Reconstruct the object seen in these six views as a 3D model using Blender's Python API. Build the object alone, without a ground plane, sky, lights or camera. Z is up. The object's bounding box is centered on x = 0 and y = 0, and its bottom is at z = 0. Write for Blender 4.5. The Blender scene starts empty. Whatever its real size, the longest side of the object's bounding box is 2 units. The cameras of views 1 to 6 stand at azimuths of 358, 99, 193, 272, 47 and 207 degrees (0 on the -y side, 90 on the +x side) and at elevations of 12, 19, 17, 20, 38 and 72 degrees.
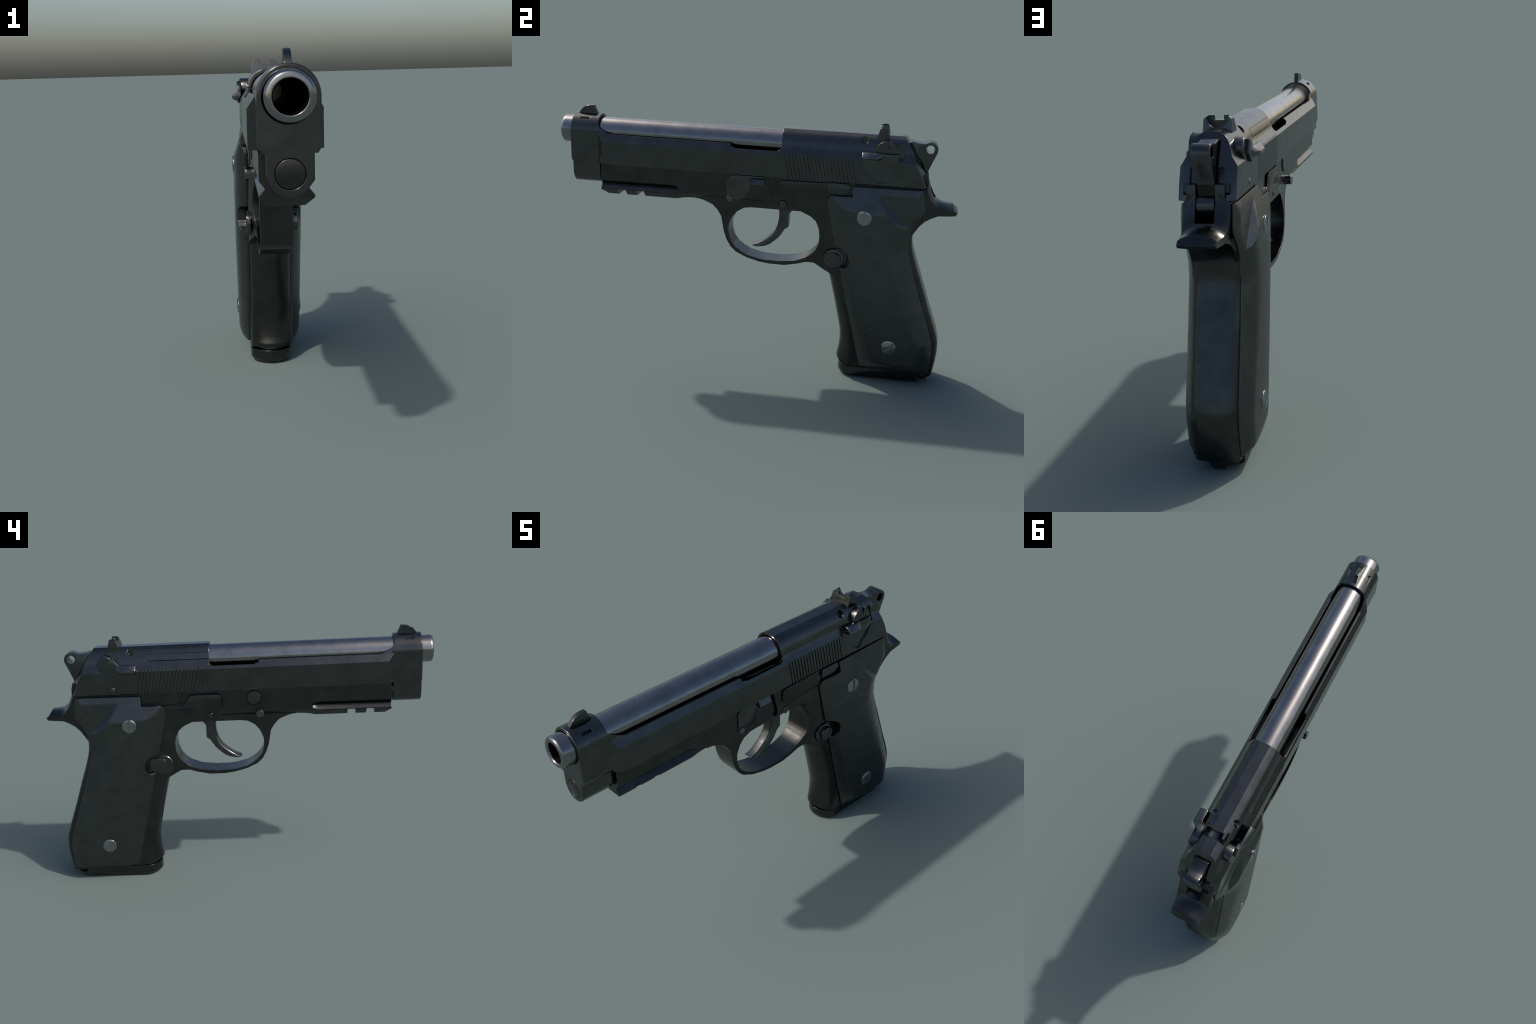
import bpy, bmesh, math
from mathutils import Vector, Matrix

# --------------------------------------------------------------------------
#  helpers
# --------------------------------------------------------------------------
SCN = bpy.context.scene
TILT = 0.0055            # the slide and barrel fall a little towards the rear


def interp(v, xs, ys):
    if v <= xs[0]:
        return ys[0]
    for i in range(1, len(xs)):
        if v <= xs[i]:
            t = (v - xs[i - 1]) / (xs[i] - xs[i - 1])
            return ys[i - 1] + t * (ys[i] - ys[i - 1])
    return ys[-1]


def smooth(t):
    t = min(1.0, max(0.0, t))
    return t * t * (3 - 2 * t)


def arc(cy, cz, r, a0, a1, n, ry=None):
    ry = r if ry is None else ry
    return [(cy + ry * math.cos(math.radians(a0 + (a1 - a0) * i / n)),
             cz + r * math.sin(math.radians(a0 + (a1 - a0) * i / n))) for i in range(n + 1)]


def round_poly(pts, r, n=4):
    """Round every corner of a polygon."""
    out = []
    m = len(pts)
    for i in range(m):
        p, a, b = Vector(pts[i]), Vector(pts[i - 1]), Vector(pts[(i + 1) % m])
        da, db = (a - p), (b - p)
        k = min(r, da.length * 0.45, db.length * 0.45)
        pa, pb = p + da.normalized() * k, p + db.normalized() * k
        for j in range(n + 1):
            t = j / n
            q = pa * (1 - t) ** 2 + p * 2 * t * (1 - t) + pb * t * t
            out.append((q.x, q.y))
    return out


def bm_prism(pts, x0, x1):
    """Polygon in the side plane (y, z), extruded across x."""
    bm = bmesh.new()
    a = [bm.verts.new((x0, y, z)) for y, z in pts]
    b = [bm.verts.new((x1, y, z)) for y, z in pts]
    bm.faces.new(a)
    bm.faces.new(b[::-1])
    for i in range(len(pts)):
        j = (i + 1) % len(pts)
        bm.faces.new((a[i], b[i], b[j], a[j]))
    bmesh.ops.recalc_face_normals(bm, faces=bm.faces)
    return bm


def bm_loft(rings, caps=True):
    """Skin through rings of 3D points, all with the same count."""
    bm = bmesh.new()
    vs = [[bm.verts.new(p) for p in r] for r in rings]
    n = len(rings[0])
    for k in range(len(vs) - 1):
        for i in range(n):
            j = (i + 1) % n
            bm.faces.new((vs[k][i], vs[k][j], vs[k + 1][j], vs[k + 1][i]))
    if caps:
        bm.faces.new(vs[0][::-1])
        bm.faces.new(vs[-1])
    bmesh.ops.recalc_face_normals(bm, faces=bm.faces)
    return bm


def bm_cyl_x(cy, cz, rows, n=40):
    """Turned part about an axis along x; rows = (x, radius)."""
    return bm_loft([[(x, cy + r * math.cos(2 * math.pi * i / n), cz + r * math.sin(2 * math.pi * i / n))
                     for i in range(n)] for x, r in rows])


def bm_cyl_y(cx, cz, rows, n=64):
    return bm_loft([[(cx + r * math.cos(2 * math.pi * i / n), y, cz + r * math.sin(2 * math.pi * i / n))
                     for i in range(n)] for y, r in rows])


def bm_box(x0, x1, y0, y1, z0, z1):
    return bm_prism([(y0, z0), (y1, z0), (y1, z1), (y0, z1)], x0, x1)


def bevel_all(bm, w, seg=2, angle=25):
    es = [e for e in bm.edges if len(e.link_faces) == 2 and e.calc_face_angle(0) > math.radians(angle)]
    if es:
        bmesh.ops.bevel(bm, geom=es, offset=w, offset_type='OFFSET', segments=seg, profile=0.5,
                        affect='EDGES', clamp_overlap=True)
    return bm


def to_mesh(bm, name):
    me = bpy.data.meshes.new(name)
    bm.normal_update()
    bm.to_mesh(me)
    bm.free()
    return me


def finish(me, angle=28):
    for p in me.polygons:
        p.use_smooth = True
    me.set_sharp_from_angle(angle=math.radians(angle))
    me.update()


def temp(bm):
    ob = bpy.data.objects.new("tmp", to_mesh(bm, "tmp"))
    SCN.collection.objects.link(ob)
    return ob


def drop(ob):
    me = ob.data
    bpy.data.objects.remove(ob)
    if me.users == 0:
        bpy.data.meshes.remove(me)


def boolean(base, other, op):
    """base, other: temp objects; other is consumed."""
    m = base.modifiers.new("b", 'BOOLEAN')
    m.operation, m.object, m.solver = op, other, 'EXACT'
    m.use_self = False
    dg = bpy.context.evaluated_depsgraph_get()
    me = bpy.data.meshes.new_from_object(base.evaluated_get(dg))
    base.modifiers.clear()
    old = base.data
    base.data = me
    bpy.data.meshes.remove(old)
    drop(other)
    return base


def cut(base, bm):
    return boolean(base, temp(bm), 'DIFFERENCE')


def add(base, bm):
    return boolean(base, temp(bm), 'UNION')


def merge_bm(*bms):
    out = bmesh.new()
    for b in bms:
        me = to_mesh(b, "m")
        out.from_mesh(me)
        bpy.data.meshes.remove(me)
    return out


def mirror_bm(bm):
    """Mirrored copy in x (bm is kept)."""
    b2 = bm.copy()
    for v in b2.verts:
        v.co.x = -v.co.x
    bmesh.ops.reverse_faces(b2, faces=b2.faces)
    return b2


def part(name, src, mat, parent, angle=28):
    """src: bmesh, temp object or mesh."""
    if isinstance(src, bmesh.types.BMesh):
        me = to_mesh(src, name)
    elif isinstance(src, bpy.types.Object):
        me = src.data
        bpy.data.objects.remove(src)
    else:
        me = src
    me.name = name
    finish(me, angle)
    me.materials.clear()
    me.materials.append(mat)
    ob = bpy.data.objects.new(name, me)
    SCN.collection.objects.link(ob)
    ob.parent = parent
    return ob


def tilt(ob):
    for v in ob.data.vertices:
        v.co.z -= TILT * v.co.y
    return ob


def grid_cut(bm, axis, lo, hi, step):
    """Slice a mesh with evenly spaced planes so that it can be bent."""
    k = 1
    no = Vector((0, 0, 0))
    no[axis] = 1
    while lo + k * step < hi - step * 0.3:
        co = Vector((0, 0, 0))
        co[axis] = lo + k * step
        bmesh.ops.bisect_plane(bm, geom=bm.verts[:] + bm.edges[:] + bm.faces[:], dist=1e-5,
                               plane_co=co, plane_no=no)
        k += 1
    return bm


# --------------------------------------------------------------------------
#  materials
# --------------------------------------------------------------------------
def metal(name, dark, light, rough, rough_var=0.08, metallic=1.0, grain=0.008, edge=0.003,
          brushed=None, checker=False, scratches=0.4):
    m = bpy.data.materials.new(name)
    m.use_nodes = True
    nt = m.node_tree
    nt.nodes.clear()
    N, Lk = nt.nodes.new, nt.links.new

    def math_(op, a, b=None, clamp=False):
        nd = N('ShaderNodeMath')
        nd.operation = op
        nd.use_clamp = clamp
        for i, v in enumerate((a, b)):
            if v is None:
                continue
            if isinstance(v, (int, float)):
                nd.inputs[i].default_value = v
            else:
                Lk(v, nd.inputs[i])
        return nd.outputs[0]

    out = N('ShaderNodeOutputMaterial')
    bs = N('ShaderNodeBsdfPrincipled')
    Lk(bs.outputs[0], out.inputs[0])
    bs.inputs['Metallic'].default_value = metallic
    tc = N('ShaderNodeTexCoord')
    # cloudy wear of the finish
    cloud = N('ShaderNodeTexNoise')
    cloud.inputs['Scale'].default_value = 13.0
    cloud.inputs['Detail'].default_value = 6.0
    cloud.inputs['Roughness'].default_value = 0.62
    Lk(tc.outputs['Object'], cloud.inputs['Vector'])
    ramp = N('ShaderNodeValToRGB')
    ramp.color_ramp.elements[0].position = 0.32
    ramp.color_ramp.elements[1].position = 0.72
    ramp.color_ramp.elements[0].color = (*dark, 1)
    ramp.color_ramp.elements[1].color = (*light, 1)
    Lk(cloud.outputs['Fac'], ramp.inputs['Fac'])
    col = ramp.outputs['Color']
    # a few thin scratches: narrow bands of two stretched noises
    scr = None
    if scratches > 0:
        for k, (rot, sc) in enumerate((((0.6, 0.3, 0.2), (1.0, 1.6, 60.0)), ((-0.9, 0.1, 0.5), (1.0, 60.0, 1.8)))):
            m0 = N('ShaderNodeMapping')
            m0.inputs['Rotation'].default_value = rot
            Lk(tc.outputs['Object'], m0.inputs['Vector'])
            mp = N('ShaderNodeMapping')
            mp.inputs['Scale'].default_value = sc
            Lk(m0.outputs[0], mp.inputs['Vector'])
            nz = N('ShaderNodeTexNoise')
            nz.inputs['Scale'].default_value = 1.7
            nz.inputs['Detail'].default_value = 1.0
            Lk(mp.outputs[0], nz.inputs['Vector'])
            band = math_('ABSOLUTE', math_('SUBTRACT', nz.outputs['Fac'], 0.64))
            line = math_('SUBTRACT', 1.0, math_('MULTIPLY', band, 160.0), True)
            brk = N('ShaderNodeTexNoise')
            brk.inputs['Scale'].default_value = 5.0 + 2 * k
            Lk(tc.outputs['Object'], brk.inputs['Vector'])
            gate = math_('MULTIPLY', math_('SUBTRACT', brk.outputs['Fac'], 0.56), 9.0, True)
            line = math_('MULTIPLY', line, gate)
            scr = line if scr is None else math_('MAXIMUM', scr, line)
        mix = N('ShaderNodeMix')
        mix.data_type = 'RGBA'
        mix.inputs['B'].default_value = (*[min(1, c * 1.9 + 0.02) for c in light], 1)
        Lk(math_('MULTIPLY', scr, scratches), mix.inputs['Factor'])
        Lk(col, mix.inputs['A'])
        col = mix.outputs['Result']
    Lk(col, bs.inputs['Base Color'])
    # gloss varies with handling
    n2 = N('ShaderNodeTexNoise')
    n2.inputs['Scale'].default_value = 21.0
    n2.inputs['Detail'].default_value = 5.0
    n2.inputs['Roughness'].default_value = 0.65
    if brushed:
        mp = N('ShaderNodeMapping')
        mp.inputs['Scale'].default_value = brushed
        Lk(tc.outputs['Object'], mp.inputs['Vector'])
        Lk(mp.outputs[0], n2.inputs['Vector'])
    else:
        Lk(tc.outputs['Object'], n2.inputs['Vector'])
    rg = N('ShaderNodeMapRange')
    rg.inputs['From Min'].default_value = 0.3
    rg.inputs['From Max'].default_value = 0.7
    rg.inputs['To Min'].default_value = rough - rough_var
    rg.inputs['To Max'].default_value = rough + rough_var
    Lk(n2.outputs['Fac'], rg.inputs['Value'])
    Lk(rg.outputs[0], bs.inputs['Roughness'])
    # relief: softened edges, fine grain
    nrm = None
    if edge > 0:
        bv = N('ShaderNodeBevel')
        bv.samples = 6
        bv.inputs['Radius'].default_value = edge
        nrm = bv.outputs[0]
    bp = N('ShaderNodeBump')
    bp.inputs['Strength'].default_value = grain
    bp.inputs['Distance'].default_value = 0.004
    n3 = N('ShaderNodeTexNoise')
    n3.inputs['Scale'].default_value = 140.0
    n3.inputs['Detail'].default_value = 3.0
    Lk(tc.outputs['Object'], n3.inputs['Vector'])
    Lk(n3.outputs['Fac'], bp.inputs['Height'])
    if nrm is not None:
        Lk(nrm, bp.inputs['Normal'])
    nrm = bp.outputs[0]
    if checker:
        # diamond checkering inside the bordered field of the grip
        sx = N('ShaderNodeSeparateXYZ')
        Lk(tc.outputs['Object'], sx.inputs[0])
        Y, Z = sx.outputs['Y'], sx.outputs['Z']
        pitch = 0.0125

        def tri(cy, cz):
            u = math_('ADD', math_('MULTIPLY', Y, cy / pitch), math_('MULTIPLY', Z, cz / pitch))
            return math_('MULTIPLY', math_('PINGPONG', u, 0.5), 2.0)
        h = math_('MINIMUM', tri(0.50, 0.87), tri(0.93, -0.36))

        def half(a, b, c, w=0.004):       # a*y + b*z + c > 0, soft edge
            v = math_('ADD', math_('ADD', math_('MULTIPLY', Y, a), math_('MULTIPLY', Z, b)), c)
            return math_('MULTIPLY', v, 1.0 / w, True)
        f = half(1.0, 0.2456, -0.598 - 0.2456 * 0.139)
        f = math_('MULTIPLY', f, half(-1.0, -0.303, 0.853 + 0.303 * 0.227))
        f = math_('MULTIPLY', f, half(-1.0, -0.06, 0.858 + 0.06 * 0.124))
        f = math_('MULTIPLY', f, half(0.0, 1.0, -0.122))
        f = math_('MULTIPLY', f, half(0.35, -1.0, 0.615))
        hh = math_('MULTIPLY', math_('SUBTRACT', h, 0.75), f)
        b2 = N('ShaderNodeBump')
        b2.inputs['Strength'].default_value = 0.26
        b2.inputs['Distance'].default_value = 0.004
        Lk(hh, b2.inputs['Height'])
        Lk(nrm, b2.inputs['Normal'])
        nrm = b2.outputs[0]
    Lk(nrm, bs.inputs['Normal'])
    return m


STEEL = metal("blackened_steel", (0.080, 0.083, 0.083), (0.111, 0.114, 0.113), 0.205, rough_var=0.045)
FRAME = metal("blackened_alloy", (0.055, 0.056, 0.055), (0.080, 0.082, 0.080), 0.235, rough_var=0.05)
GRIP = metal("grip_plastic", (0.085, 0.088, 0.088), (0.107, 0.111, 0.110), 0.29, rough_var=0.06, checker=True, edge=0.004)
LEVER = metal("lever_steel", (0.085, 0.087, 0.087), (0.125, 0.128, 0.126), 0.22, rough_var=0.05, scratches=0.2)
POLISH = metal("polished_control", (0.13, 0.13, 0.135), (0.18, 0.18, 0.18), 0.17, rough_var=0.05, scratches=0.2)
BARREL = metal("bare_barrel_steel", (0.225, 0.225, 0.228), (0.30, 0.30, 0.298), 0.175, rough_var=0.03, grain=0.0,
               brushed=(1.0, 0.25, 1.0), scratches=0.25, edge=0.004)
SCREW = metal("screw_steel", (0.27, 0.28, 0.275), (0.36, 0.37, 0.365), 0.09, rough_var=0.03, scratches=0.2,
              edge=0.0015)
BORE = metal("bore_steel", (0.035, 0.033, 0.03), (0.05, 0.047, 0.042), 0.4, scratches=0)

# --------------------------------------------------------------------------
#  root
# --------------------------------------------------------------------------
root = bpy.data.objects.new("pistol", None)
root["label"] = "black semi-automatic pistol with exposed steel barrel"
root["category"] = "pistol"
SCN.collection.objects.link(root)

AX = 1.185               # bore axis height in slide coordinates

# --------------------------------------------------------------------------
#  slide
# --------------------------------------------------------------------------
# muzzle block: round ring on top, straight cheeks, narrow spring shroud below
half_front = ([(0.085 * math.sin(math.radians(a)), AX + 0.085 * math.cos(math.radians(a))) for a in range(0, 91, 6)]
              + [(0.085, 1.052), (0.075, 1.036), (0.0625, 1.036), (0.062, 0.982)]
              + [(0.062 * math.cos(math.radians(a)), 0.982 - 0.062 * math.sin(math.radians(a)))
                 for a in range(8, 91, 8)] + [(0, 0.920)])


def full(half):
    return half + [(-x, z) for x, z in half[-2:0:-1]]


front_loop = full(half_front)
mid = (0.0, 1.08)


def shrink(loop, k, y):
    return [(mid[0] + (x - mid[0]) * (1 - k / 0.085), y, mid[1] + (z - mid[1]) * (1 - k / 0.16)) for x, z in loop]


slide = temp(bm_loft([shrink(front_loop, 0.003, -0.9405), shrink(front_loop, 0, -0.9375),
                      [(x, -0.788, z) for x, z in front_loop]]))
# main block: flat top with two facets, rounded shoulders, flared waist, flat sides
half_main = [(0, 1.265), (0.027, 1.265), (0.050, 1.2535), (0.058, 1.2462), (0.065, 1.237), (0.0715, 1.226),
             (0.077, 1.213), (0.081, 1.200), (0.0850, 1.186), (0.0875, 1.181), (0.108, 1.1495), (0.108, 1.0355),
             (0.06, 1.0350), (0, 1.0350)]
main_loop = full(half_main)
REAR_Z = [1.0355, 1.090, 1.150, 1.205, 1.268]
REAR_Y = [0.831, 0.810, 0.780, 0.749, 0.716]


def rear_y(z):
    return interp(z, REAR_Z, REAR_Y)


rings = [[(0.992 * x, -0.800, min(z, 1.2)) for x, z in main_loop], [(x, -0.780, min(z, 1.215)) for x, z in main_loop],
         [(x, -0.72, z) for x, z in main_loop]]
rings.append([(x, 0.60, z) for x, z in main_loop])
rings.append([(x, 0.90, z) for x, z in main_loop])
body = temp(bm_loft(rings))
# slanted rear face, crowned across its width
RZ = [0.99, 1.03, 1.06, 1.09, 1.12, 1.15, 1.18, 1.21, 1.24, 1.268, 1.30]


def crown_y(x, z):
    c = interp(z, [1.03, 1.09, 1.15, 1.22, 1.265], [0.022, 0.032, 0.030, 0.019, 0.0])
    return rear_y(z) + c * max(0.0, 1 - (abs(x) / 0.110) ** 2)


REARX = [-0.13, -0.11, -0.10, -0.09, -0.075, -0.06, -0.045, -0.03, -0.015, 0, 0.015, 0.03, 0.045, 0.06, 0.075, 0.09, 0.10, 0.11, 0.13]
body = cut(body, bm_loft([[(x, crown_y(x, z), z) for z in RZ] + [(x, 1.1, 1.30), (x, 1.1, 0.99)] for x in REARX]))
# bevelled step from the muzzle block to the wider flanks
wedge = bm_loft([[(0.0843, -0.90, z), (0.0843, -0.7975, z), (0.1085, -0.7695, z), (0.15, -0.7695, z), (0.15, -0.90, z)] for z in (0.9, 1.4)])
body = cut(body, merge_bm(mirror_bm(wedge), wedge))
slide = boolean(slide, body, 'UNION')
slide = cut(slide, bm_box(-0.2, 0.2, -0.799, -0.70, 0.80, 1.0345))

# long open top that shows the barrel
opening = [(-0.801, 1.32), (-0.801, 1.227), (-0.793, 1.216), (-0.782, 1.207), (-0.756, 1.193), (-0.730, 1.183),
           (-0.123, 1.183), (-0.097, 1.163), (0.106, 1.163), (0.118, 1.166), (0.130, 1.177), (0.132, 1.32)]
slide = cut(slide, bm_prism(opening, -0.2, 0.2))
slide = cut(slide, bm_cyl_y(0, AX, [(-0.96, 0.0725), (0.30, 0.0725)], 72))
slide = cut(slide, bm_cyl_y(0, AX, [(-0.7985, 0.0785), (0.11, 0.0785)], 72))
slide = cut(slide, bm_box(-0.095, 0.095, -0.118, 0.128, 1.045, 1.25))
# recoil-spring hole below the bore
slide = cut(slide, bm_cyl_y(0, 0.982, [(-0.96, 0.0425), (-0.92, 0.0425)], 48))
# grasping grooves on both flanks
grooves = []
for i in range(19):
    y0 = 0.152 + i * 0.0181
    g = bm_prism([(y0 - 0.0025, 1.1565), (y0 + 0.0025, 1.1565), (y0 + 0.0255 + 0.0025, 1.034), (y0 + 0.0255 - 0.0025, 1.034)],
                 0.1015, 0.13)
    grooves += [mirror_bm(g), g]
slide = cut(slide, merge_bm(*grooves))
# hammer slot and frame rail channel at the rear
slide = cut(slide, bm_prism([(0.700, 1.236), (0.93, 1.236), (0.93, 0.98), (0.805, 0.98)], -0.0405, 0.0405))
slide = cut(slide, bm_prism([(0.792, 1.150), (0.94, 1.150), (0.94, 0.97), (0.872, 0.97)], -0.0625, 0.0625))
slide = cut(slide, bm_box(-0.0875, 0.0875, 0.70, 0.91, 1.058, 1.0935))
slide = cut(slide, bm_box(-0.0730, 0.0730, 0.70, 0.92, 0.96, 1.059))
# cross holes beside the rear sight
hole = bm_cyl_x(0.530, 1.2415, [(0.045, 0.0165), (0.12, 0.0165)], 32)
slide = cut(slide, merge_bm(mirror_bm(hole), hole))
# dovetail mouths below the front sight
dove = bm_prism([(-0.899, 1.2465), (-0.852, 1.2465), (-0.848, 1.2585), (-0.895, 1.2585)], 0.0455, 0.10)
slide = cut(slide, merge_bm(mirror_bm(dove), dove))
# thumb-lever recess and slot on the left flank
slide = cut(slide, bm_prism([(0.508, 1.165), (0.510, 1.149), (0.533, 1.106), (0.562, 1.075), (0.605, 1.048), (0.622, 1.0455),
                             (0.635, 1.047), (0.656, 1.081), (0.671, 1.092), (0.699, 1.137), (0.704, 1.165)], 0.1005, 0.14))
slide = cut(slide, bm_prism(round_poly([(0.696, 1.158), (0.720, 1.158), (0.7235, 1.239), (0.700, 1.239)], 0.006), 0.070, 0.14))
# extractor pocket on the right flank; its block becomes a part of its own
ext = round_poly([(0.10, 1.1955), (0.452, 1.1955), (0.452, 1.2365), (0.10, 1.2365)], 0.017, 6)
ext_in = [(y if y < 0.2 else y - 0.0025, 1.216 + (z - 1.216) * 0.87) for y, z in ext]
extractor = temp(bm_loft([[(-0.069, y, z) for y, z in ext_in], [(-0.12, y, z) for y, z in ext_in]]))
sl_copy = bpy.data.objects.new("tmp", slide.data.copy())
SCN.collection.objects.link(sl_copy)
extractor = boolean(extractor, sl_copy, 'INTERSECT')
slide = cut(slide, bm_prism(ext, -0.12, -0.0705))
slide_ob = tilt(part("slide", slide, STEEL, root, 21))
tilt(part("extractor", extractor, LEVER, slide_ob))

# --------------------------------------------------------------------------
#  barrel, bore and guide rod
# --------------------------------------------------------------------------
bar = temp(bm_cyl_y(0, AX, [(-0.9995, 0.0585), (-0.9985, 0.0615), (-0.9955, 0.0650), (-0.9905, 0.0676), (-0.984, 0.0685),
                            (0.28, 0.0685)], 96))
bar = cut(bar, bm_cyl_y(0, AX, [(-1.10, 0.0485), (-0.9995, 0.0485), (-0.9935, 0.0450), (0.15, 0.0445)], 64))
barrel = tilt(part("barrel", bar, BARREL, root))
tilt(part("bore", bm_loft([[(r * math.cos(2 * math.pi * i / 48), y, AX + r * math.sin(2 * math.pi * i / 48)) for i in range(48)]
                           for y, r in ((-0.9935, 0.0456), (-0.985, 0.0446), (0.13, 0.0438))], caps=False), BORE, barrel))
tilt(part("guide_rod", bm_cyl_y(0, 0.982, [(-0.9415, 0.036), (-0.9408, 0.0396), (-0.9398, 0.0404), (-0.9385, 0.0405),
                                           (-0.925, 0.0408), (-0.915, 0.0408)], 48), FRAME, root))
# spring tube continuing behind the shroud into the frame
tilt(part("spring_tube", bm_cyl_y(0, 0.982, [(-0.80, 0.054), (-0.77, 0.054)], 40), FRAME, slide_ob))

# --------------------------------------------------------------------------
#  sights
# --------------------------------------------------------------------------
fs = bm_prism([(-0.922, 1.262), (-0.919, 1.277), (-0.908, 1.291), (-0.896, 1.304), (-0.876, 1.3125), (-0.860, 1.3155), (-0.838, 1.3165),
               (-0.835, 1.305), (-0.829, 1.291), (-0.819, 1.274), (-0.819, 1.262)], -0.0105, 0.0105)
part("front_sight", bevel_all(fs, 0.0012, 1), STEEL, slide_ob)

rs = temp(bm_loft([[(x, y, z) for x, y, z in r] for r in (
    [(-0.057, 0.583, 1.232), (0.057, 0.583, 1.232), (0.057, 0.649, 1.232), (-0.057, 0.649, 1.232)],
    [(-0.057, 0.585, 1.249), (0.057, 0.585, 1.249), (0.057, 0.648, 1.249), (-0.057, 0.648, 1.249)],
    [(-0.0535, 0.600, 1.2945), (0.0535, 0.600, 1.2945), (0.0535, 0.6365, 1.2945), (-0.0535, 0.6365, 1.2945)],
    [(-0.0405, 0.603, 1.3055), (0.0405, 0.603, 1.3055), (0.0405, 0.634, 1.3055), (-0.0405, 0.634, 1.3055)])]))
rs = cut(rs, bm_box(-0.0185, 0.0185, 0.55, 0.70, 1.2865, 1.34))
rs = cut(rs, bm_cyl_y(0, 1.303, [(0.6115, 0.030), (0.6115, 0.0415), (0.70, 0.0445)], 40))
part("rear_sight", rs, STEEL, slide_ob)

# --------------------------------------------------------------------------
#  thumb levers
# --------------------------------------------------------------------------
hub = [(0.5815, 1.185)] + arc(0.639, 1.185, 0.061, 176, 4, 20, ry=0.0575) + [(0.6965, 1.185)]
lev = temp(bevel_all(bm_prism(hub, 0.062, 0.1020), 0.0055, 3, 40))
lev = cut(lev, bm_prism([(0.633, 1.257), (0.657, 1.257), (0.646, 1.207)], 0.090, 0.15))
lev_ob = part("safety_lever", lev, LEVER, slide_ob)
low = [(0.606, 1.186), (0.600, 1.165), (0.606, 1.138), (0.622, 1.126), (0.640, 1.1195), (0.664, 1.1215), (0.684, 1.133), (0.699, 1.149),
       (0.697, 1.186)]
part("lever_hub", bevel_all(bm_prism(low, 0.070, 0.1095), 0.002, 2, 40), LEVER, lev_ob)
head = round_poly([(0.600, 1.173), (0.625, 1.1865), (0.694, 1.1855), (0.697, 1.157), (0.675, 1.142), (0.641, 1.133), (0.604, 1.139)], 0.008)
part("lever_head", bevel_all(bm_prism(head, 0.085, 0.1120), 0.003, 2, 40), LEVER, lev_ob)


def lever_arm(side, rows):
    """Wedge-shaped thumb pad: sloped top, blunt outer lip."""
    b = bm_loft([[(side * x, y, z) for x, z in prof] for y, prof in rows])
    return bevel_all(b, 0.005, 3, 30)


pad = [(0.094, 1.191), (0.118, 1.190), (0.1425, 1.171), (0.1395, 1.160), (0.108, 1.154), (0.094, 1.154)]
pad_in = [(0.094, 1.190), (0.104, 1.188), (0.112, 1.175), (0.112, 1.162), (0.106, 1.154), (0.094, 1.154)]
part("thumb_pad", lever_arm(1, [(0.523, pad), (0.594, pad), (0.622, pad_in)]), POLISH, lev_ob, 40)

hub_r = bm_cyl_x(0.655, 1.188, [(-0.066, 0.043), (-0.1015, 0.043), (-0.1055, 0.0415), (-0.1080, 0.038)], 40)
lev_r = part("safety_lever", hub_r, LEVER, slide_ob)
head_r = round_poly([(0.629, 1.222), (0.662, 1.171), (0.640, 1.156), (0.627, 1.134), (0.606, 1.126), (0.588, 1.128), (0.570, 1.141),
                     (0.567, 1.163), (0.587, 1.184), (0.600, 1.205)], 0.008)
part("lever_head", bevel_all(bm_prism(head_r, -0.1015, -0.1190), 0.003, 2, 40), LEVER, lev_r)
pad = [(0.110, 1.185), (0.122, 1.184), (0.1430, 1.161), (0.1380, 1.146), (0.118, 1.138), (0.110, 1.138)]
pad_in = [(0.110, 1.182), (0.117, 1.180), (0.120, 1.165), (0.120, 1.150), (0.116, 1.139), (0.110, 1.139)]
part("thumb_pad", lever_arm(-1, [(0.499, pad), (0.570, pad), (0.600, pad_in)]), POLISH, lev_r, 40)

# --------------------------------------------------------------------------
#  hammer
# --------------------------------------------------------------------------
ham = [(0.742, 1.233), (0.752, 1.239), (0.767, 1.2345), (0.792, 1.2305), (0.812, 1.2305), (0.824, 1.2345), (0.836, 1.2395), (0.849, 1.2405),
       (0.861, 1.2360), (0.871, 1.2275), (0.8785, 1.213), (0.878, 1.195), (0.868, 1.170), (0.857, 1.1445), (0.8455, 1.116), (0.8370, 1.092),
       (0.833, 1.070), (0.835, 1.050), (0.800, 1.010), (0.772, 1.060), (0.800, 1.100), (0.785, 1.150), (0.765, 1.190)]
hm = temp(bevel_all(bm_prism(ham, -0.0345, 0.0345), 0.002, 2, 50))
hm = cut(hm, bm_cyl_x(0.8425, 1.2065, [(-0.1, 0.0205), (0.1, 0.0205)], 32))
ham_ob = part("hammer", hm, STEEL, root, 35)
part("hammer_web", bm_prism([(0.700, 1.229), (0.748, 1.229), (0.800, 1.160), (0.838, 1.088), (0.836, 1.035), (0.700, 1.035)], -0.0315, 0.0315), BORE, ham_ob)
part("hammer_base", bm_cyl_x(0.822, 1.012, [(-0.0325, 0.040), (0.0325, 0.040)], 32), LEVER, ham_ob)

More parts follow.
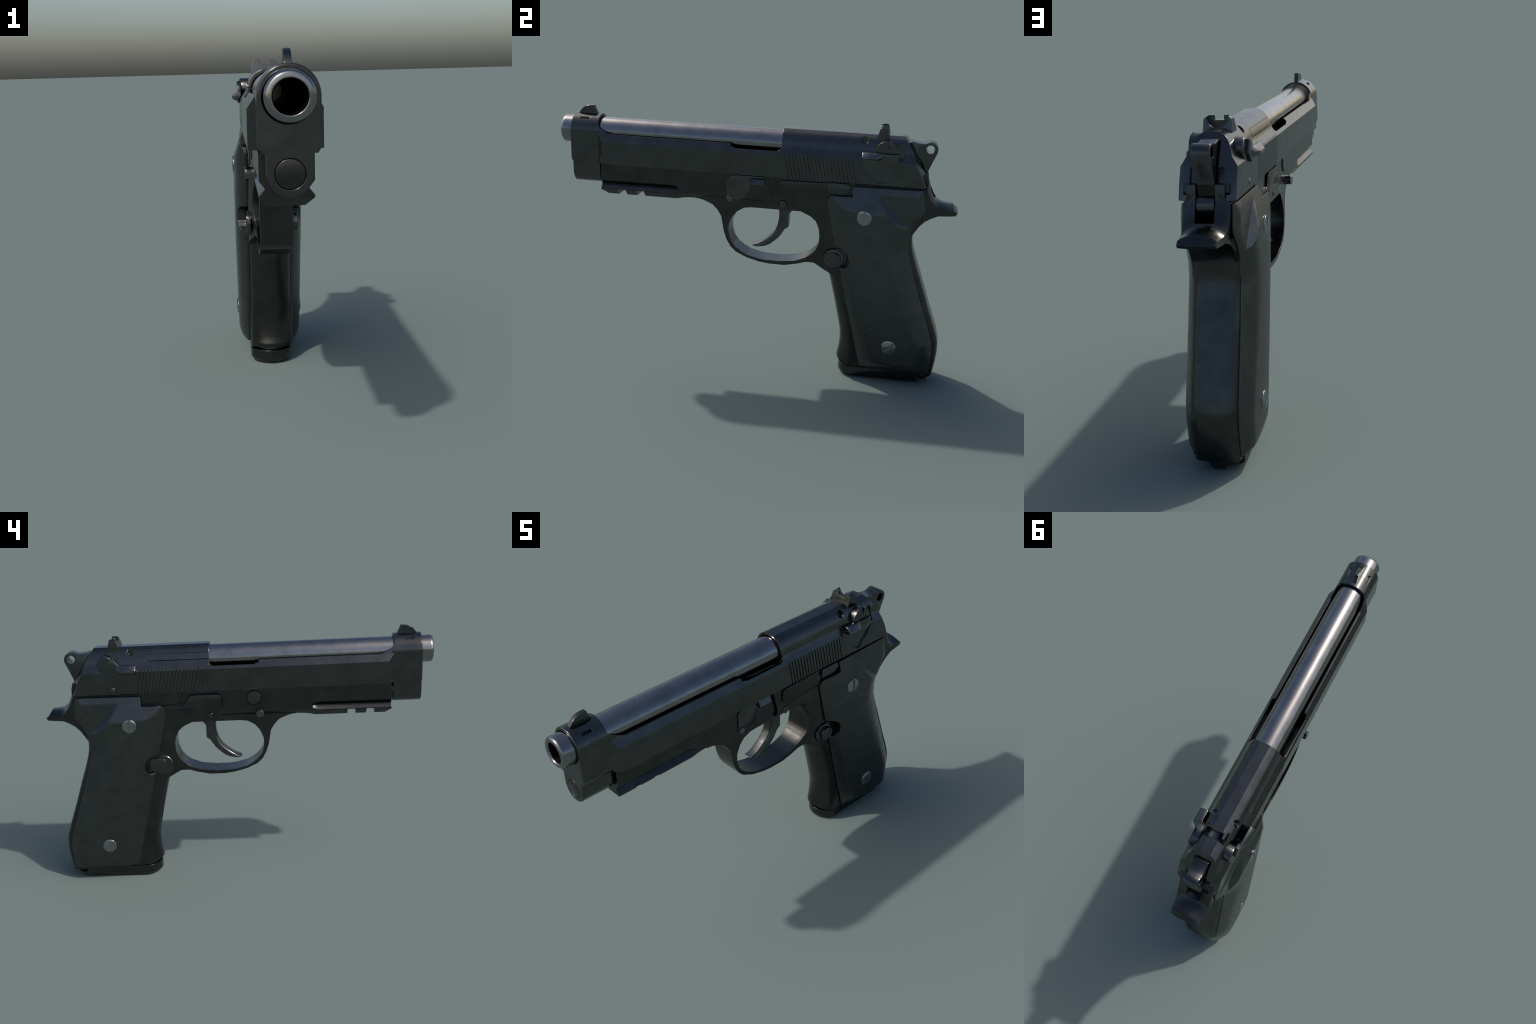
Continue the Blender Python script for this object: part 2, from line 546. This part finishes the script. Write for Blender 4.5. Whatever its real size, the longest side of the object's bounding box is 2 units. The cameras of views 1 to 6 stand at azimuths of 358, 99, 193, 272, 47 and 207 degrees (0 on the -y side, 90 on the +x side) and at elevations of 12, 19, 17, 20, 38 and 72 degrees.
# --------------------------------------------------------------------------
#  frame
# --------------------------------------------------------------------------
# receiver with dust cover and accessory rail
rec = [(-0.787, 1.0335), (-0.788, 0.903), (-0.757, 0.8770), (-0.396, 0.8765), (-0.372, 0.8825), (-0.345, 0.886), (-0.312, 0.8875),
       (-0.285, 0.8875), (-0.262, 0.8870), (0.500, 0.8885), (0.500, 1.0335)]
bm = bm_prism(rec, -0.0795, 0.0795)
low_edges = [e for e in bm.edges if abs(e.verts[0].co.x - e.verts[1].co.x) < 1e-6
             and all(v.co.z < 0.9005 and v.co.y < -0.26 for v in e.verts)]
bmesh.ops.bevel(bm, geom=low_edges, offset=0.0265, offset_type='OFFSET', segments=1, profile=0.5, affect='EDGES')
frame = temp(bm)
for y0, y1 in ((-0.7005, -0.6605), (-0.6045, -0.5645)):
    frame = cut(frame, bm_prism([(y0, 0.9065), (y1, 0.9065), (y1 + 0.002, 0.86), (y0 - 0.002, 0.86)], -0.2, 0.2))
groove = bm_loft([[(0.095, -0.82, 0.9725), (0.0625, -0.82, 0.9300), (0.095, -0.82, 0.8925)],
                  [(0.095, -0.415, 0.9725), (0.0625, -0.415, 0.9300), (0.095, -0.415, 0.8925)],
                  [(0.095, -0.390, 0.9625), (0.0690, -0.390, 0.9300), (0.095, -0.390, 0.9000)],
                  [(0.095, -0.372, 0.9350), (0.0850, -0.372, 0.9270), (0.095, -0.372, 0.9200)]])
frame = cut(frame, merge_bm(mirror_bm(groove), groove))
# thicker cheek behind the seam line, up to the grip
cheek = [(0.066, 1.0325), (0.097, 0.906), (0.083, 0.8895), (0.105, 0.8865), (0.170, 0.8905), (0.236, 0.8865), (0.262, 0.8790), (0.292, 0.8600),
         (0.345, 0.840), (0.50, 0.840), (0.50, 1.0325)]
bm = grid_cut(bm_prism(cheek, -0.0800, 0.0925), 1, 0.25, 0.50, 0.02)
for v in bm.verts:
    if v.co.x < 0:
        v.co.x *= 1 + 0.11 * smooth((v.co.y - 0.28) / 0.12)
frame = add(frame, bm)
# trigger guard
guard = [(-0.300, 0.8872), (-0.285, 0.8868), (-0.262, 0.8815), (-0.240, 0.8730), (-0.212, 0.8605), (-0.188, 0.8360), (-0.1675, 0.8040), (-0.161, 0.769),
         (-0.1535, 0.729), (-0.1395, 0.687), (-0.118, 0.6485), (-0.0895, 0.622), (-0.033, 0.5955), (0.034, 0.578), (0.0865, 0.5715),
         (0.163, 0.571), (0.224, 0.583), (0.270, 0.597), (0.316, 0.598), (0.386, 0.566), (0.430, 0.543), (0.470, 0.543), (0.470, 0.895),
         (-0.300, 0.905)]
inner = [(-0.0135, 0.864), (-0.049, 0.858), (-0.085, 0.8355), (-0.109, 0.8065), (-0.1265, 0.765), (-0.1290, 0.740), (-0.1275, 0.719),
         (-0.1165, 0.680), (-0.092, 0.647), (-0.066, 0.628), (-0.032, 0.609), (0.026, 0.594), (0.061, 0.590), (0.131, 0.589),
         (0.177, 0.593), (0.214, 0.598), (0.260, 0.6155), (0.276, 0.6245), (0.298, 0.6420), (0.319, 0.6655), (0.334, 0.7060), (0.336, 0.744),
         (0.331, 0.779), (0.3145, 0.814), (0.286, 0.840), (0.2385, 0.863)]
gd = cut(temp(bm_prism(guard, -0.0585, 0.0585)), bm_prism(inner, -0.2, 0.2))
bm = bmesh.new()
bm.from_mesh(gd.data)
drop(gd)
grid_cut(bm, 1, 0.24, 0.48, 0.012)
grid_cut(bm, 1, -0.12, 0.02, 0.02)
grid_cut(bm, 2, 0.79, 0.89, 0.012)
for v in bm.verts:
    v.co.x *= 1 + max(0.53 * smooth((v.co.y - 0.285) / 0.115),
                      0.20 * smooth((v.co.z - 0.80) / 0.066) * smooth((v.co.y + 0.12) / 0.12))
frame = add(frame, bm)

# grip core: rounded front strap and backstrap
YF = ([0.04, 0.0855, 0.110, 0.150, 0.190, 0.225, 0.252, 0.300, 0.387, 0.470, 0.542, 0.600, 0.90],
      [0.452, 0.4520, 0.4555, 0.4615, 0.4635, 0.4620, 0.4575, 0.4465, 0.4265, 0.4060, 0.3865, 0.378, 0.375])
YB = ([0.04, 0.062, 0.120, 0.180, 0.225, 0.250, 0.300, 0.420, 0.565, 0.640, 0.690, 0.735, 0.770, 0.800, 0.835, 0.860, 0.90],
      [0.942, 0.951, 0.961, 0.9660, 0.9650, 0.9600, 0.9435, 0.8990, 0.8490, 0.8215, 0.8050, 0.7950, 0.7930, 0.7965, 0.8110, 0.8320, 0.845])
ZL = [0.05, 0.062, 0.08, 0.10, 0.125, 0.15, 0.18, 0.205, 0.23, 0.255, 0.28, 0.31, 0.35, 0.40, 0.45, 0.50, 0.54, 0.58, 0.62, 0.66, 0.70, 0.73, 0.755,
      0.78, 0.80, 0.82, 0.84, 0.86, 0.89]
rings = []
for k, z in enumerate(ZL):
    yf, yb = interp(z, *YF), interp(z, *YB)
    w = 0.0895
    ring = []
    for i in range(25):                       # front strap, right to left
        t = math.sin(math.pi * (i / 24 - 0.5))
        ring.append((w * t, yf + 0.078 * (1 - max(0.0, 1 - abs(t) ** 1.9) ** (1 / 1.9)), z))
    for i in range(29):                       # backstrap: flat middle, rounded corners
        t = math.sin(math.pi * (0.5 - i / 28))
        depth = 0.014 * (1 - smooth((z - 0.80) / 0.06) * 0.6)
        ring.append((w * t, yb - 0.004 * t * t - depth * max(0.0, (abs(t) - 0.70) / 0.30) ** 2.2, z))
    if k < 3:                                 # slanting mouth of the magazine well
        zb = [interp(y, [0.45, 0.50, 0.545, 0.565, 0.855, 0.885, 0.94], [0.086, 0.070, 0.063, 0.080, 0.080, 0.056, 0.046]) for _, y, _ in ring]
        ring = [(x, y, b + (0.100 - b) * k / 3) for (x, y, _), b in zip(ring, zb)]
    rings.append(ring)
core = bm_loft(rings)
frame = add(frame, core)

# rear housing and tang, lofted across the width: crowned in the middle
edge_top = [(0.830, 1.030), (0.842, 1.023), (0.851, 1.003), (0.861, 0.980), (0.873, 0.961), (0.887, 0.9445), (0.901, 0.931), (0.918, 0.921),
            (0.950, 0.9205), (0.978, 0.9215)]
mid_top = [(0.834, 1.092), (0.840, 1.080), (0.853, 1.045), (0.865, 1.014), (0.876, 0.988), (0.888, 0.968), (0.901, 0.957), (0.920, 0.949),
           (0.950, 0.944), (0.972, 0.943)]
under = [(0.996, 0.910), (0.988, 0.898), (0.960, 0.8955), (0.905, 0.894), (0.874, 0.881), (0.846, 0.864), (0.820, 0.838), (0.790, 0.790),
         (0.62, 0.79), (0.50, 0.860), (0.50, 1.024)]
rings = []
for s in [-1, -0.93, -0.78, -0.6, -0.4, -0.2, 0, 0.2, 0.4, 0.6, 0.78, 0.93, 1]:
    f = (1 - abs(s) ** 2.2)
    pts = [(a[0] + (b[0] - a[0]) * f, min(1.024 if i == 0 else 9, a[1] + (b[1] - a[1]) * f) if i == 0 else a[1] + (b[1] - a[1]) * f)
           for i, (a, b) in enumerate(zip(edge_top, mid_top))]
    und = [(y + (0.003 * f if y > 0.95 else 0), z - (0.002 * f if y > 0.85 else 0)) for y, z in under]
    ring = []
    for y, z in pts + und:
        hw = interp(y, [0.60, 0.80, 0.86, 0.89, 0.94, 0.985, 1.0], [0.0895, 0.0895, 0.0875, 0.084, 0.0765, 0.0725, 0.071])
        ring.append((s * hw, y, z))
    rings.append(ring)
frame = add(frame, bm_loft(rings))
# rail posts that guide the slide at the rear
post = [(0.70, 1.01), (0.70, 1.091), (0.840, 1.091), (0.848, 1.060), (0.8490, 1.030), (0.8400, 1.01)]
frame = add(frame, merge_bm(bm_prism(post, -0.072, 0.072)))
lip = [(0.70, 1.061), (0.70, 1.092), (0.828, 1.092), (0.8385, 1.061)]
frame = add(frame, merge_bm(bm_prism(lip, -0.0865, 0.0865)))
frame = cut(frame, bm_prism([(0.66, 0.962), (0.95, 0.962), (0.95, 1.2), (0.66, 1.2)], -0.0365, 0.0365))
# release-button seats
frame = cut(frame, bm_cyl_x(0.4135, 0.638, [(0.080, 0.0535), (0.14, 0.0535)], 40))
# clearance rings round the pins
frame = cut(frame, bm_cyl_x(0.149, 0.8985, [(0.074, 0.0226), (0.14, 0.0226)], 36))
frame = cut(frame, bm_cyl_x(0.140, 0.8995, [(-0.074, 0.0150), (-0.14, 0.0150)], 30))
frame = cut(frame, bm_cyl_x(-0.0875, 0.9845, [(-0.070, 0.0382), (-0.14, 0.0382)], 40))
# seam of the cheek plates, and the slanting slot and step above the right grip
seam = bm_prism([(0.0635, 1.036), (0.0672, 1.036), (0.0990, 0.906), (0.0850, 0.8880), (0.0810, 0.8880), (0.0950, 0.906)], 0.075, 0.12)
frame = cut(frame, seam)
frame = cut(frame, bm_prism([(0.066, 1.040), (0.070, 0.936), (0.215, 0.936), (0.270, 0.955), (0.300, 0.964), (0.2705, 1.040)], -0.066, -0.13))
frame = cut(frame, bm_prism([(0.296, 0.9660), (0.4900, 0.9615), (0.4900, 0.9575), (0.2900, 0.9620)], -0.074, -0.13))
# shadow gap between slide and grip
gap = bm_box(0.0860, 0.14, 0.497, 0.8245, 1.0145, 1.0470)
frame = cut(frame, merge_bm(mirror_bm(gap), gap))
frame_ob = part("frame", frame, FRAME, root, 30)

# --------------------------------------------------------------------------
#  trigger
# --------------------------------------------------------------------------
trg_front = [(0.118, 0.880), (0.1210, 0.853), (0.1225, 0.826), (0.1215, 0.803), (0.1170, 0.775), (0.1075, 0.748), (0.0920, 0.7215), (0.0670, 0.6975),
             (0.0415, 0.679), (0.018, 0.6655), (-0.0085, 0.6555)]
trg_back = [(-0.004, 0.6505), (0.008, 0.6485), (0.030, 0.650), (0.054, 0.6545), (0.082, 0.6675),
            (0.105, 0.6875), (0.127, 0.709), (0.142, 0.731), (0.154, 0.752), (0.173, 0.765), (0.1725, 0.831), (0.1905, 0.854), (0.20, 0.880)]
bm = bm_prism(trg_front + trg_back, -0.0300, 0.0300)
fr = {(round(y, 4), round(z, 4)) for y, z in trg_front}
es = [e for e in bm.edges if abs(e.verts[0].co.x - e.verts[1].co.x) < 1e-6
      and all((round(v.co.y, 4), round(v.co.z, 4)) in fr for v in e.verts)]
bmesh.ops.bevel(bm, geom=es, offset=0.013, offset_type='OFFSET', segments=4, profile=0.5, affect='EDGES')
part("trigger", bm, LEVER, root, 40)

# --------------------------------------------------------------------------
#  controls on the left flank
# --------------------------------------------------------------------------
stop = round_poly([(0.123, 0.9365), (0.366, 0.9380), (0.372, 0.966), (0.400, 0.970), (0.400, 1.024), (0.123, 1.0205)], 0.034, 7)
st = part("slide_stop", bevel_all(bm_prism(stop, 0.078, 0.1010), 0.004, 2, 50), FRAME, frame_ob)
steps = []
for (y0, y1, z0, z1, x) in ((0.368, 0.478, 0.999, 1.0275, 0.1135), (0.370, 0.475, 0.9885, 0.9985, 0.1095), (0.376, 0.470, 0.9780, 0.9880, 0.1060),
                            (0.385, 0.464, 0.9675, 0.9775, 0.1030)):
    p = [(y0, z0), (y1, z0), (y1, z1), (y0, z1)]
    if z1 > 1.02:
        p = [(y0, z0), (y1, z0), (y1 - 0.001, z1 - 0.012), (y1 - 0.012, z1 - 0.002), (y1 - 0.022, z1), (y0, z1)]
    steps.append(bevel_all(bm_prism(p, 0.078, x), 0.0015, 1))
part("thumb_ledge", merge_bm(*steps), LEVER, st)

tk = [(-0.1375, 0.998), (-0.124, 1.013), (-0.111, 1.0245), (-0.096, 1.0275), (0.054, 1.0275), (0.054, 1.018), (-0.0165, 1.016), (-0.0165, 0.970),
      (-0.020, 0.949), (-0.032, 0.9255), (-0.046, 0.9140), (-0.062, 0.9055), (-0.098, 0.9030), (-0.1375, 0.908)]
td = part("takedown_lever", bevel_all(bm_prism(tk, 0.070, 0.0860), 0.0025, 2, 50), LEVER, frame_ob)
part("lever_shelf", bm_loft([[(0.070, y, 1.018), (0.083, y, 1.0165), (0.0985, y, 0.990), (0.0975, y, 0.9865), (0.070, y, 0.9865)] for y in (-0.0155, 0.0535)]),
     LEVER, td)
part("lever_pin", bm_cyl_x(-0.1195, 0.9075, [(0.070, 0.0155), (0.0900, 0.0155), (0.0925, 0.0125)], 28), POLISH, td)

# cross pins
pin = part("trigger_pin", bm_cyl_x(0, 0, [(-0.010, 0.0195), (0.0018, 0.0195), (0.0032, 0.0178)], 28), LEVER, frame_ob)
pin.location = (0.0922, 0.1490, 0.8985)
pin2 = part("trigger_pin", bm_cyl_x(0.140, 0.8995, [(-0.075, 0.0125), (-0.0815, 0.0125), (-0.0828, 0.0112)], 24), LEVER, frame_ob)

# magazine release
mr = part("magazine_release", bevel_all(bm_cyl_x(0.4140, 0.638, [(0.060, 0.0505), (0.0985, 0.0505)], 44), 0.003, 2), LEVER, frame_ob)
part("release_button", bm_cyl_x(0.4180, 0.6380, [(0.080, 0.0345), (0.1150, 0.0345), (0.1175, 0.0325), (0.1175, 0.0248), (0.1155, 0.0240), (0.1155, 0.0222),
                                                  (0.1175, 0.0212), (0.1178, 0.012)], 44), LEVER, mr)
part("release_spring_housing", bevel_all(bm_cyl_x(0.4370, 0.6440, [(0.060, 0.0480), (0.0955, 0.0480)], 44), 0.002, 2), FRAME, mr)
plug = bm_cyl_x(0.4020, 0.6400, [(-0.080, 0.0535), (-0.0915, 0.0535), (-0.0945, 0.0505)], 44)
mr2 = part("magazine_release", plug, LEVER, frame_ob)
part("release_button", bevel_all(bm_prism(round_poly([(0.385, 0.602), (0.474, 0.602), (0.476, 0.652), (0.468, 0.677), (0.385, 0.674)], 0.022, 5),
                                           -0.080, -0.0985), 0.003, 2, 50), LEVER, mr2)

# right flank: takedown axle, its release button, trigger bar
part("takedown_axle", bm_cyl_x(-0.0875, 0.9845, [(-0.070, 0.0355), (-0.0825, 0.0355), (-0.0845, 0.0335)], 40), LEVER, frame_ob)
part("takedown_button", bm_cyl_x(-0.1155, 0.9040, [(-0.070, 0.0215), (-0.1035, 0.0215), (-0.1070, 0.0190)], 36), POLISH, frame_ob)
bar_pts = round_poly([(0.0785, 1.0095), (0.226, 1.0095), (0.246, 1.002), (0.279, 0.953), (0.385, 0.951), (0.385, 0.892), (0.266, 0.8925), (0.224, 0.9120),
                      (0.207, 0.9310), (0.0785, 0.9300)], 0.032, 6)
tb = temp(bevel_all(bm_prism(bar_pts, -0.062, -0.0868), 0.003, 2, 60))
tb = cut(tb, bm_prism([(0.400, 0.929), (0.400, 0.940), (0.250, 0.9385), (0.226, 0.9340), (0.250, 0.9300)], -0.074, -0.12))
part("trigger_bar", tb, FRAME, frame_ob)
part("firing_pin_block", bm_cyl_x(0.629, 1.0565, [(-0.100, 0.0125), (-0.1083, 0.0125), (-0.1100, 0.0100)], 24), POLISH, slide_ob)

# --------------------------------------------------------------------------
#  grip panels
# --------------------------------------------------------------------------
outline = [(0.577, 0.077), (0.4470, 0.600), (0.473, 0.598), (0.488, 0.613), (0.496, 0.637), (0.4925, 0.659), (0.481, 0.682), (0.462, 0.697), (0.438, 0.705),
           (0.4175, 0.706), (0.3695, 0.910), (0.368, 0.935), (0.3745, 0.955), (0.392, 0.9665), (0.4915, 0.9665), (0.493, 1.0155), (0.826, 1.0185),
           (0.8455, 0.914), (0.797, 0.843), (0.783, 0.805), (0.7765, 0.768), (0.779, 0.705), (0.824, 0.552), (0.921, 0.275), (0.934, 0.225), (0.9375, 0.172),
           (0.9275, 0.064), (0.880, 0.0735), (0.820, 0.0800), (0.700, 0.0815)]
FRONT = ([0.06, 0.600, 0.706, 0.91, 1.02], [0.581, 0.447, 0.4175, 0.3695, 0.366])
BACK = ([0.06, 0.172, 0.225, 0.275, 0.552, 0.705, 0.768, 0.843, 0.914, 1.02], [0.926, 0.9375, 0.934, 0.921, 0.824, 0.779, 0.7765, 0.797, 0.8455, 0.826])
RA, RB = Vector((0.587, 1.013)), Vector((0.753, 0.840))
RD = (RB - RA).normalized()
RN = Vector((RD.y, -RD.x))               # points forward and down from the ridge


def grip_x(y, z):
    f, b = interp(z, *FRONT), interp(z, *BACK)
    s = min(1.0, max(0.0, (y - f) / (b - f)))
    ef = max(0.0, 1 - (y - f) / 0.100)
    eb = max(0.0, 1 - (b - y) / interp(z, [0.10, 0.30, 0.70], [0.075, 0.090, 0.115]))
    top = interp(z, [0.1, 0.25, 0.55, 0.9], [0.1375, 0.1400, 0.1435, 0.1440]) - 0.011 * abs(2 * s - 1.06) ** 2
    x = top - (top - 0.100) * (ef ** 2.4) - (top - 0.0955) * (eb ** 2.0)
    h = min(1.0, max(0.0, (z - 0.064) / interp(y, [0.58, 0.75, 0.90], [0.085, 0.055, 0.025])))
    x = 0.098 + (x - 0.098) * math.sqrt(max(0.0, 1 - (1 - h) ** 2.4))
    x = min(x, 0.1030 + (1.018 - z) * 0.325)
    d = (Vector((y, z)) - RA).dot(RN)
    if y > 0.50:
        x = min(x, 0.1130 + max(0.0, d) * 1.05)
    return max(x, 0.0940)


bm = bm_prism(outline, 0.0885, 0.20)
for k in (0, 0.012, 0.020, 0.028):
    p = RA + RN * k
    bmesh.ops.bisect_plane(bm, geom=bm.verts[:] + bm.edges[:] + bm.faces[:], dist=1e-5, plane_co=(0, p.x, p.y), plane_no=(0, RN.x, RN.y))
grid_cut(bm, 1, 0.360, 0.95, 0.0100)
grid_cut(bm, 2, 0.055, 1.025, 0.0100)
for v in bm.verts:
    if v.co.x > 0.15:
        v.co.x = grip_x(v.co.y, v.co.z)
bm_l = mirror_bm(bm)
panel_l = part("grip_panel", bm, GRIP, root, 24)
panel_r = part("grip_panel", bm_l, GRIP, root, 24)

# slotted dome-head grip screws
sc = temp(bm_cyl_x(0, 0, [(-0.010, 0.0370), (0.0005, 0.0370), (0.0030, 0.0350), (0.0050, 0.0290), (0.0062, 0.0200), (0.0067, 0.0100)], 48))
sc = cut(sc, bm_box(0.0005, 0.05, -0.0048, 0.0048, -0.06, 0.06))
screw0 = None
for panel, side in ((panel_l, 1), (panel_r, -1)):
    for (y, z, ang) in ((0.5555, 0.872, 3), (0.7210, 0.2065, 50)):
        if screw0 is None:
            ob = screw0 = part("grip_screw", sc, SCREW, panel)
        else:
            ob = screw0.copy()
            SCN.collection.objects.link(ob)
            ob.parent = panel
        ob.location = (side * (grip_x(y, z) + 0.0004), y, z)
        ob.rotation_euler = (math.radians(-ang), 0, 0) if side > 0 else (math.radians(-ang), 0, math.pi)

# --------------------------------------------------------------------------
#  magazine floor plate and lanyard loop
# --------------------------------------------------------------------------
def plate_ring(z, grow, y_end):
    r = []
    for i in range(25):
        a = math.pi * i / 24
        r.append((-(0.0890 + grow) * math.cos(a), 0.463 - grow + 0.074 * (1 - max(0.0, 1 - abs(math.cos(a)) ** 1.75) ** (1 / 1.75)), z))
    return r + [(0.0890 + grow, y_end, z), (-(0.0890 + grow), y_end, z)]


pl = bm_loft([plate_ring(0.0045, -0.014, 0.872), plate_ring(0.010, -0.005, 0.873), plate_ring(0.0190, 0, 0.873), plate_ring(0.0595, 0, 0.870),
              plate_ring(0.0605, -0.018, 0.868), plate_ring(0.09, -0.020, 0.868)])
part("magazine_floor_plate", bevel_all(pl, 0.0015, 1, 35), FRAME, root, 30)
lo = [(0.868, 0.062), (0.872, 0.030), (0.884, 0.009), (0.903, 0.0), (0.918, 0.002), (0.931, 0.016), (0.940, 0.040), (0.942, 0.062)]
lp = cut(temp(bm_prism(lo, -0.021, 0.021)), bm_cyl_x(0.905, 0.034, [(-0.1, 0.0195), (0.1, 0.0195)], 28))
for v in lp.data.vertices:
    v.co.x *= 1 + 0.9 * max(0.0, v.co.z) / 0.062
part("lanyard_loop", lp, STEEL, frame_ob, 35)
